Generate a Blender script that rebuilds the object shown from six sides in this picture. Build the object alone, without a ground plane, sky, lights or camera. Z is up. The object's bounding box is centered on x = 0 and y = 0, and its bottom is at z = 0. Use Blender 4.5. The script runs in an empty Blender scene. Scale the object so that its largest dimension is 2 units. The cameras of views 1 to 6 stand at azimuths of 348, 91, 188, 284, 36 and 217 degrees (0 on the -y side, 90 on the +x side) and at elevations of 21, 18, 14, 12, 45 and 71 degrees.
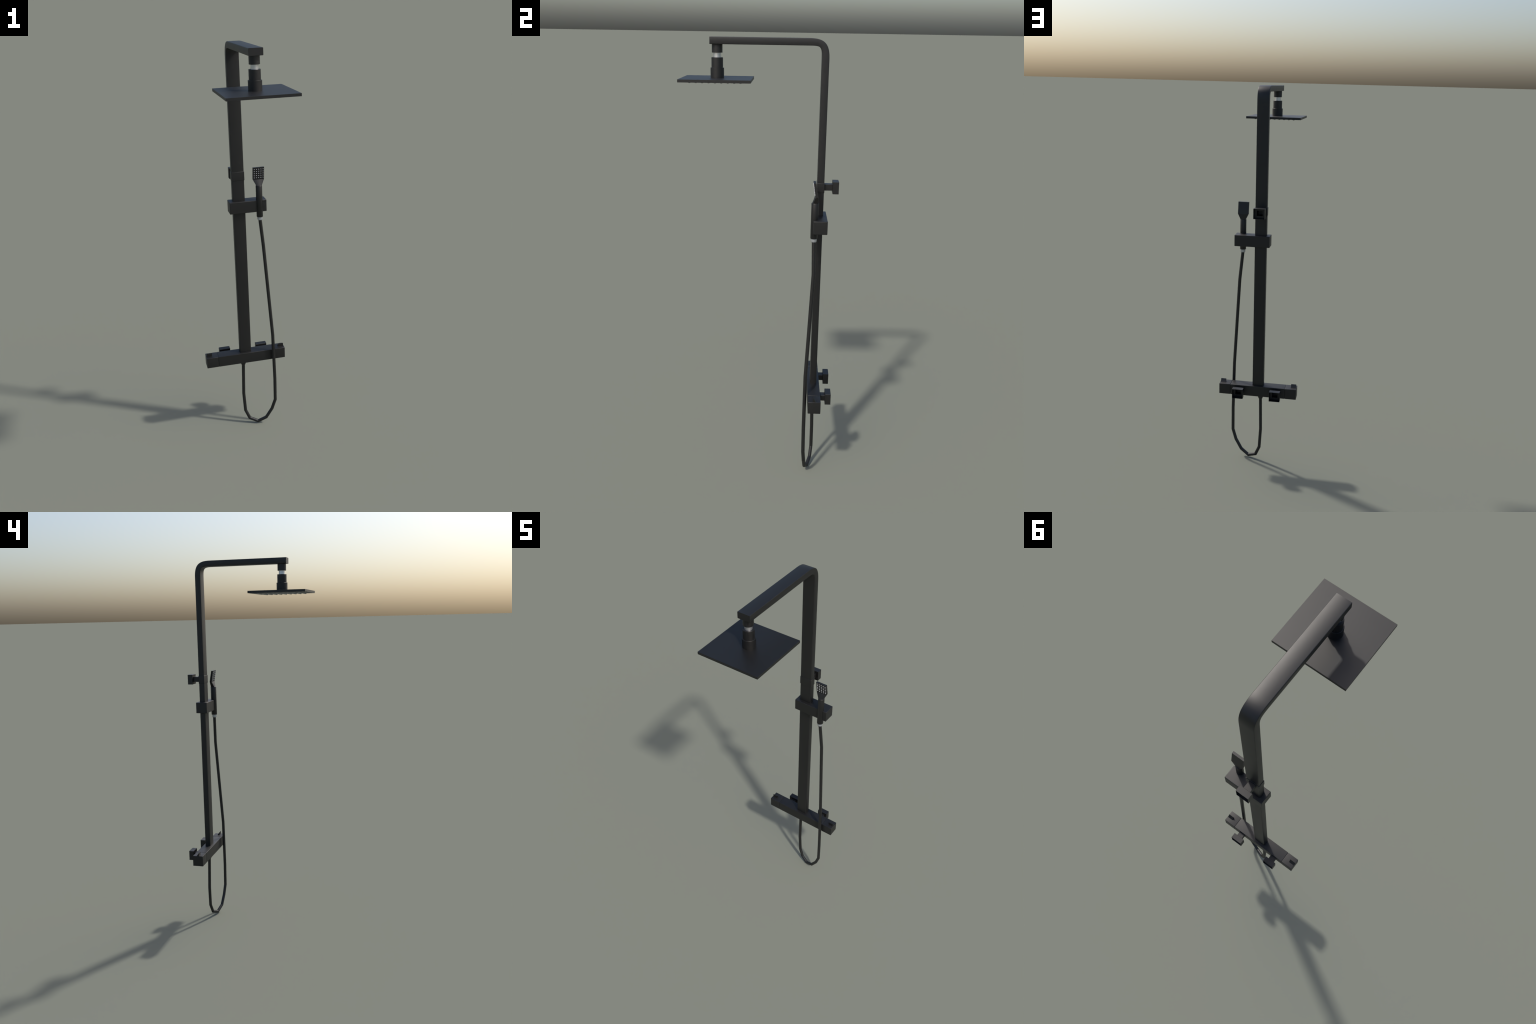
"""Wall-mounted matt-black shower column: square riser with a bent overhead arm,
square rain head, sliding hand-shower holder, bar mixer valve and looping hose."""
import bpy, bmesh
from math import pi, cos, sin
from mathutils import Vector

# ------------------------------------------------------------------ materials
def lacquer(name, base, rough, bump=0.02, metallic=0.0):
    """Satin lacquer: nearly uniform base, faint mottling in tone and gloss, orange-peel bump."""
    m = bpy.data.materials.new(name)
    m.use_nodes = True
    nt = m.node_tree
    b = nt.nodes["Principled BSDF"]
    b.inputs["Metallic"].default_value = metallic
    tc = nt.nodes.new("ShaderNodeTexCoord")
    n = nt.nodes.new("ShaderNodeTexNoise")
    n.inputs["Scale"].default_value = 28.0
    n.inputs["Detail"].default_value = 4.0
    nt.links.new(tc.outputs["Object"], n.inputs["Vector"])
    r = nt.nodes.new("ShaderNodeValToRGB")
    r.color_ramp.elements[0].position = 0.3
    r.color_ramp.elements[1].position = 0.7
    r.color_ramp.elements[0].color = tuple(c * 0.94 for c in base) + (1,)
    r.color_ramp.elements[1].color = tuple(c * 1.06 for c in base) + (1,)
    nt.links.new(n.outputs["Fac"], r.inputs["Fac"])
    nt.links.new(r.outputs["Color"], b.inputs["Base Color"])
    mr = nt.nodes.new("ShaderNodeMapRange")
    mr.inputs["To Min"].default_value = rough - 0.02
    mr.inputs["To Max"].default_value = rough + 0.02
    nt.links.new(n.outputs["Fac"], mr.inputs["Value"])
    nt.links.new(mr.outputs["Result"], b.inputs["Roughness"])
    fine = nt.nodes.new("ShaderNodeTexNoise")
    fine.inputs["Scale"].default_value = 900.0
    nt.links.new(tc.outputs["Object"], fine.inputs["Vector"])
    bp = nt.nodes.new("ShaderNodeBump")
    bp.inputs["Strength"].default_value = bump
    bp.inputs["Distance"].default_value = 0.0005
    nt.links.new(fine.outputs["Fac"], bp.inputs["Height"])
    nt.links.new(bp.outputs["Normal"], b.inputs["Normal"])
    return m

BLACK = lacquer("satin_black_lacquer", (0.0058, 0.0058, 0.0060), 0.475)
STEEL = lacquer("satin_steel", (0.47, 0.49, 0.52), 0.36, metallic=0.65)
CHROME = lacquer("dull_chrome", (0.62, 0.63, 0.65), 0.32, metallic=0.9)
RUBBER = lacquer("grey_silicone", (0.30, 0.31, 0.33), 0.50)

# ------------------------------------------------------------------ helpers
WORLD = {}                       # world position of every object, for parenting

def place(mesh, name, at, parent, mat, smooth=True):
    """Link a mesh whose coordinates are relative to `at`, under `parent`."""
    if mat is not None and not mesh.materials:
        mesh.materials.append(mat)
    o = bpy.data.objects.new(name, mesh)
    bpy.context.scene.collection.objects.link(o)
    WORLD[o.name] = Vector(at)
    o.parent = parent
    o.location = WORLD[o.name] - (WORLD[parent.name] if parent else Vector())
    return o

def finish(bm, name, sharp_deg=35.0):
    """Turn a bmesh into a smooth-shaded mesh with edges above an angle kept sharp."""
    bmesh.ops.recalc_face_normals(bm, faces=bm.faces)
    for f in bm.faces:
        f.smooth = True
    for e in bm.edges:
        if len(e.link_faces) == 2 and e.calc_face_angle(0) > sharp_deg * pi / 180:
            e.smooth = False
    me = bpy.data.meshes.new(name)
    bm.to_mesh(me)
    bm.free()
    return me

def harden(me, soft=0.0):
    """Flat panels keep their own normal; only the rounded edges turn (soft blends back to smooth)."""
    big, area = {}, {}
    for p in me.polygons:
        for v in p.vertices:
            if p.area > area.get(v, 0):
                area[v], big[v] = p.area, p
    panels = sorted((p.area for p in me.polygons), reverse=True)[:6]
    vn = [Vector(v.normal) for v in me.vertices]
    out = [n if big[i].area < panels[-1] * 0.999 else (n * soft + big[i].normal * (1 - soft)).normalized()
           for i, n in enumerate(vn)]
    me.normals_split_custom_set_from_vertices(out)

def box_bm(bm, lo, hi):
    """Axis-aligned box added to bm; returns its verts."""
    v = [bm.verts.new((x, y, z)) for x in (lo[0], hi[0]) for y in (lo[1], hi[1]) for z in (lo[2], hi[2])]
    for q in ((0, 1, 3, 2), (4, 6, 7, 5), (0, 4, 5, 1), (2, 3, 7, 6), (0, 2, 6, 4), (1, 5, 7, 3)):
        bm.faces.new([v[i] for i in q])
    return v

def box(name, x, y, z, parent, mat, bevel=0.001, seg=2, sharp=60, soft=0.0):
    """Rounded box from three (min, max) ranges."""
    c = Vector(((x[0] + x[1]) / 2, (y[0] + y[1]) / 2, (z[0] + z[1]) / 2))
    bm = bmesh.new()
    box_bm(bm, Vector((x[0], y[0], z[0])) - c, Vector((x[1], y[1], z[1])) - c)
    if bevel:
        bmesh.ops.bevel(bm, geom=list(bm.edges), offset=bevel, segments=seg, profile=0.5, affect='EDGES')
    me = finish(bm, name, sharp)
    if bevel:
        harden(me, soft)
    return place(me, name, c, parent, mat)

def lathe_bm(bm, profile, sides, axis_at=(0, 0)):
    """Surface of revolution about z through axis_at; profile = (radius, z) from top to bottom, capped."""
    rings = []
    for r, z in profile:
        rings.append([bm.verts.new((axis_at[0] + r * cos(2 * pi * i / sides),
                                    axis_at[1] + r * sin(2 * pi * i / sides), z)) for i in range(sides)])
    for a, b in zip(rings, rings[1:]):
        for i in range(sides):
            j = (i + 1) % sides
            bm.faces.new((a[i], a[j], b[j], b[i]))
    bm.faces.new(rings[0])
    bm.faces.new(rings[-1])

def lathe(name, at, profile, parent, mat, sides=40, sharp=30):
    bm = bmesh.new()
    lathe_bm(bm, profile, sides)
    return place(finish(bm, name, sharp), name, at, parent, mat)

def rounded_rect(w, h, r, seg=3):
    """Closed outline of a w x h rectangle with rounded corners, counter-clockwise."""
    pts = []
    for cx, cy, a0 in ((w / 2 - r, h / 2 - r, 0), (-w / 2 + r, h / 2 - r, 90),
                       (-w / 2 + r, -h / 2 + r, 180), (w / 2 - r, -h / 2 + r, 270)):
        for k in range(seg + 1):
            a = (a0 + 90 * k / seg) * pi / 180
            pts.append((cx + r * cos(a), cy + r * sin(a)))
    return pts

def bezier(p, t):
    s = 1 - t
    return sum((Vector(q) * w for q, w in zip(p, (s**3, 3*s*s*t, 3*s*t*t, t**3))), Vector((0, 0)))

def loft(bm, rings):
    """Skin a list of equal-length vertex rings, capped at both ends."""
    vr = [[bm.verts.new(p) for p in ring] for ring in rings]
    n = len(vr[0])
    for a, b in zip(vr, vr[1:]):
        for i in range(n):
            j = (i + 1) % n
            bm.faces.new((a[i], a[j], b[j], b[i]))
    bm.faces.new(vr[0])
    bm.faces.new(vr[-1])
    return vr

# ------------------------------------------------------------------ sizes (metres)
XC = -0.0002                     # column centre line
YC = 0.2564                      # depth of the riser axis
PIPE_W, PIPE_D = 0.0588, 0.0294  # riser section
EDGE = 0.0020                    # rounding of the riser edges
TOP = 2.0
ARM_FRONT = -0.2176
SLEEVE_Z = (1.3636, 1.4060)
SLIDER_Z = (1.2046, 1.2627)
VALVE_Z = (0.3863, 0.4433)
VALVE_Y = (0.2278, 0.2848)
WALL_Y = 0.3347                  # plane of the wall
FLANGE_Y0 = 0.3083
HAND = (0.0975, 0.2315)          # axis of the hand shower

column = bpy.data.objects.new("shower_column", None)
bpy.context.scene.collection.objects.link(column)
column.empty_display_size = 0.2
WORLD[column.name] = Vector((0, 0, 0))
column["label"] = "black square shower column with rain head, hand shower and hose"
column["category"] = "shower"

# ------------------------------------------------------------------ riser and arm
def pipe_section(inner, outer, r=EDGE):
    """Rounded rectangle spanning x, with its thickness from inner to outer (y,z) points."""
    inner, outer = Vector(inner), Vector(outer)
    mid, d = (inner + outer) / 2, outer - inner
    t = d.length
    u = d / t
    return [(px, mid.x + u.x * py, mid.y + u.y * py) for px, py in rounded_rect(PIPE_W, t, r)]

def make_pipe(name, spine, at):
    bm = bmesh.new()
    loft(bm, [[Vector(p) - Vector(at) + Vector((XC, 0, 0)) for p in pipe_section(i, o)] for i, o in spine])
    return place(finish(bm, name, 40), name, at, column, BLACK)

y0, y1 = YC - PIPE_D / 2, YC + PIPE_D / 2
lower = [((y0, z), (y1, z)) for z in (0.4400, 1.3850)]
make_pipe("riser_pipe", lower, (0, YC, 0.4429))

under = TOP - 0.0292             # underside of the arm
L_OUT, K_OUT, L_IN, K_IN = 0.081, 0.74, 0.050, 0.92
outer_arc = ((y1, TOP - L_OUT), (y1, TOP - L_OUT * (1 - K_OUT)), (y1 - L_OUT * (1 - K_OUT), TOP), (y1 - L_OUT, TOP))
inner_arc = ((y0, under - L_IN), (y0, under - L_IN * (1 - K_IN)), (y0 - L_IN * (1 - K_IN), under), (y0 - L_IN, under))
upper = [((y0, 1.3850), (y1, 1.3850))]
N = 28
upper += [(bezier(inner_arc, k / N), bezier(outer_arc, k / N)) for k in range(N + 1)]
upper += [((ARM_FRONT, under), (ARM_FRONT, TOP))]
make_pipe("shower_arm", upper, (0, YC, 1.3850))

# ------------------------------------------------------------------ overhead rain head
HX, HY = -0.0007, -0.1889
PLATE_Z = (1.8253, 1.8369)
HALF = 0.1459
head = box("shower_head", (HX - HALF, HX + HALF), (HY - HALF, HY + HALF), PLATE_Z, column, BLACK, 0.0003, 1)
lathe("swivel_collar", (HX, HY, PLATE_Z[1]),
      [(0.0276, 0.0407), (0.0281, 0.0402), (0.0281, -0.002)], head, BLACK)
lathe("swivel_sleeve", (HX, HY, 1.8774),
      [(0.0236, 0.0412), (0.0240, 0.0408), (0.0241, -0.003)], head, BLACK)
lathe("swivel_ball", (HX, HY, 1.9186), [(0.0160, 0.0210), (0.0158, 0.010), (0.0160, -0.003)], head, CHROME)
lathe("arm_outlet", (HX, HY, 1.9372),
      [(0.0221, 0.0345), (0.0221, 0.0004), (0.0217, 0.0)], head, BLACK)

bm = bmesh.new()
lathe_bm(bm, [(0.0058, 0.0004), (0.0053, -0.0020), (0.0042, -0.0040), (0.0024, -0.0045)], 12)
rain_nozzle = finish(bm, "nozzle", 50)
PITCH = 0.0258
for i in range(9):
    for j in range(9):
        place(rain_nozzle, "nozzle", (HX + (i - 4) * PITCH, HY + (j - 4) * PITCH, PLATE_Z[0]), head, RUBBER)

# ------------------------------------------------------------------ wall brackets
def wall_mount_mesh(name, wide, tall, neck_w, neck_t, y_start):
    """Hollow square neck running back into an open-backed square flange; local origin on the wall plane."""
    bm = bmesh.new()
    yf, yw = FLANGE_Y0 - WALL_Y, 0.0
    ys = y_start - WALL_Y
    wall = 0.0012
    face = 0.0030
    def ring(w, t, y):
        return [bm.verts.new((sx * w / 2, y, sz * t / 2)) for sx, sz in ((-1, -1), (1, -1), (1, 1), (-1, 1))]
    seq = [ring(neck_w, neck_t, ys), ring(neck_w, neck_t, yf), ring(wide, tall, yf), ring(wide, tall, yw),
           ring(wide - 2 * wall, tall - 2 * wall, yw), ring(wide - 2 * wall, tall - 2 * wall, yf + face),
           ring(neck_w - 0.0004, neck_t - 0.0004, yf + face), ring(neck_w - 0.0024, neck_t - 0.0024, ys + 0.004)]
    for a, b in zip(seq, seq[1:]):
        for i in range(4):
            j = (i + 1) % 4
            bm.faces.new((a[i], a[j], b[j], b[i]))
    bm.faces.new(seq[0])
    bm.faces.new(seq[-1])
    outer = [e for e in bm.edges if all(v in seq[2] + seq[3] for v in e.verts)]
    neck = [e for e in bm.edges if {v in seq[0] for v in e.verts} == {True, False}]
    bmesh.ops.bevel(bm, geom=outer + neck, offset=0.0006, segments=1, profile=0.5, affect='EDGES')
    return finish(bm, name, 25)

SZ = sum(SLEEVE_Z) / 2
sleeve = box("pipe_sleeve", (XC - 0.0311, XC + 0.0311), (0.2403, 0.2725), SLEEVE_Z, column, BLACK, 0.0012, 2, soft=0.3)
place(wall_mount_mesh("wall_bracket", 0.0571, 0.0525, 0.0304, 0.0270, 0.2700), "wall_bracket",
      (-0.0006, WALL_Y, SZ), sleeve, BLACK)

# ------------------------------------------------------------------ mixer valve
valve = box("mixer_valve", (-0.1457, 0.1457), VALVE_Y, VALVE_Z, column, BLACK, 0.0012, 2, soft=0.3)
union_mesh = wall_mount_mesh("wall_union", 0.0571, 0.0524, 0.0304, 0.0270, 0.2820)
for sx in (-1, 1):
    place(union_mesh, "wall_union", (sx * 0.0985, WALL_Y, 0.4145), valve, BLACK)

def lever_mesh(half):
    """Wedge grip: upright front face, hollowed slope falling to the back."""
    bm = bmesh.new()
    prof = [(0.0, -0.001), (0.0, 0.0161), (0.0020, 0.0161), (0.0052, 0.0108), (0.0094, 0.0048), (0.0137, -0.0002), (0.0135, -0.001)]
    loft(bm, [[(x, y, z) for y, z in prof] for x in (-half, half)])
    return finish(bm, "lever", 30)

lever = lever_mesh(0.0137)
for sx in (-1, 1):
    x = sorted((sx * 0.1472, sx * 0.2074))
    box("control_knob", x, VALVE_Y, VALVE_Z, valve, BLACK, 0.0012, 2, soft=0.3)
    s = sorted((sx * 0.1450, sx * 0.1485))
    box("seam_spacer", s, (VALVE_Y[0] + 0.0015, VALVE_Y[1] - 0.0015), (VALVE_Z[0] + 0.0015, VALVE_Z[1] - 0.0015),
        valve, BLACK, 0)
    place(lever, "lever", (sx * 0.1905, 0.2503, VALVE_Z[1]), valve, BLACK)
lathe("hose_outlet", (-0.0130, 0.2556, VALVE_Z[0]),
      [(0.0132, 0.002), (0.0132, -0.0150), (0.0095, -0.0235), (0.0085, -0.0245)], valve, BLACK, 24)

# ------------------------------------------------------------------ slider and hand shower
box("slider_holder", (-0.0489, 0.1318), (0.2258, 0.2869), SLIDER_Z, column, BLACK, 0.0024, 3, soft=0.15)

GRIP_Z = (1.1787, 1.3355)
R = 0.0155
grip = lathe("hand_shower", (HAND[0], HAND[1], GRIP_Z[0]),
             [(R - 0.0022, GRIP_Z[1] - GRIP_Z[0]), (R - 0.0006, GRIP_Z[1] - GRIP_Z[0] - 0.0006),
              (R, GRIP_Z[1] - GRIP_Z[0] - 0.0020), (R, 0.0012), (R - 0.0012, 0)], column, BLACK, 36, 50)
lathe("hose_nut", (HAND[0], HAND[1], 1.1640),
      [(0.0126, 0.0165), (0.0125, 0.0030), (0.0112, 0.0)], grip, STEEL, 28)

# spray head: flat paddle leaning back, with a tapering neck down to the round grip
PX0, PX1 = 0.0697, 0.1241
FT, FB = (0.2221, 1.4245), (0.2316, 1.3637)       # front face top / bottom (y, z)
BT, BB = (0.2322, 1.4243), (0.2428, 1.3645)       # back face top / bottom
bm = bmesh.new()
c = Vector((HAND[0], HAND[1], GRIP_Z[1]))
def ring(ft, bk, x0, x1, n=6, bulge=0.0):
    """Front edge (n+1 points, optionally bowed forward) then back edge."""
    pts = []
    for k in range(n + 1):
        t = k / n
        pts.append(Vector((x0 + (x1 - x0) * t, ft[0] - bulge * sin(pi * t), ft[1])) - c)
    for k in range(n + 1):
        t = k / n
        pts.append(Vector((x1 + (x0 - x1) * t, bk[0] + bulge * 0.3 * sin(pi * t), bk[1])) - c)
    return pts
loft(bm, [ring(FT, BT, PX0, PX1), ring(FB, BB, PX0, PX1),
          ring((0.2228, GRIP_Z[1] - 0.0005), (0.2420, GRIP_Z[1] - 0.0005), HAND[0] - 0.0126, HAND[0] + 0.0126, bulge=0.0040)])
place(finish(bm, "spray_head", 2), "spray_head", c, grip, BLACK)

# silicone nozzles on the paddle, 5 x 5
up = (Vector((0, *FT)) - Vector((0, *FB)))
length = up.length
up.normalize()
normal = Vector((0, -up.z, up.y))
bm = bmesh.new()
lathe_bm(bm, [(0.0010, 0.0021), (0.0017, 0.0017), (0.0021, 0.0006), (0.0022, -0.0004)], 12)
dot = finish(bm, "spray_nozzle", 60)
mid = (Vector((0, *FT)) + Vector((0, *FB))) / 2
tilt = Vector((0, 0, 1)).rotation_difference(normal).to_euler()
for i in range(5):
    for j in range(5):
        p = mid + up * ((j - 2) * 0.0107) + Vector((HAND[0] - 0.0002 + (i - 2) * 0.0107, 0, 0))
        o = place(dot, "spray_nozzle", p, grip, RUBBER)
        o.rotation_euler = tilt

# ------------------------------------------------------------------ hose
HOSE_R = 0.0084
path = [(0.0975, 0.2315, 1.1680), (0.1117, 0.2352, 1.0190), (0.1405, 0.2142, 0.5368), (0.1455, 0.2135, 0.2723),
        (0.1448, 0.2150, 0.1444), (0.1268, 0.2195, 0.0871), (0.0947, 0.2250, 0.0336), (0.0518, 0.2385, 0.0080),
        (0.0087, 0.2538, 0.0265), (-0.0117, 0.2600, 0.0753), (-0.0175, 0.2600, 0.1858), (-0.0130, 0.2556, 0.3660)]
path = [Vector(p) for p in path]
SIDES = 10
bm = bmesh.new()
rings = []
side = Vector((0, 1, 0))
for k, p in enumerate(path):
    din = (p - path[k - 1]).normalized() if k else (path[1] - p).normalized()
    dout = (path[k + 1] - p).normalized() if k < len(path) - 1 else din
    tan = (din + dout).normalized()
    side = (side - tan * side.dot(tan)).normalized()
    other = tan.cross(side)
    stretch = 1 / max(0.5, tan.dot(din))                     # mitre the elbow
    bend = (dout - din)
    bend = bend.normalized() if bend.length > 1e-4 else None
    pts = []
    for i in range(SIDES):
        a = 2 * pi * i / SIDES
        v = side * cos(a) + other * sin(a)
        if bend is not None:
            q = bend - tan * bend.dot(tan)
            q.normalize()
            v = v + q * v.dot(q) * (stretch - 1)
        pts.append(p + v * HOSE_R)
    rings.append(pts)
low = min(v.z for r in rings for v in r)
anchor = Vector((0.0518, 0.2385, 0.0))
vr = loft(bm, [[v - anchor - Vector((0, 0, low if 5 <= k <= 9 else 0)) for v in r] for k, r in enumerate(rings)])
for r in vr:
    for i in range(SIDES):
        e = bm.edges.get((r[i], r[(i + 1) % SIDES]))
        e.tag = True
bmesh.ops.recalc_face_normals(bm, faces=bm.faces)
for f in bm.faces:
    f.smooth = True
for e in bm.edges:
    if e.tag:
        e.smooth = False                                      # crisp elbows between straight runs
hose = bpy.data.meshes.new("shower_hose")
bm.to_mesh(hose)
bm.free()
place(hose, "shower_hose", anchor, column, BLACK)
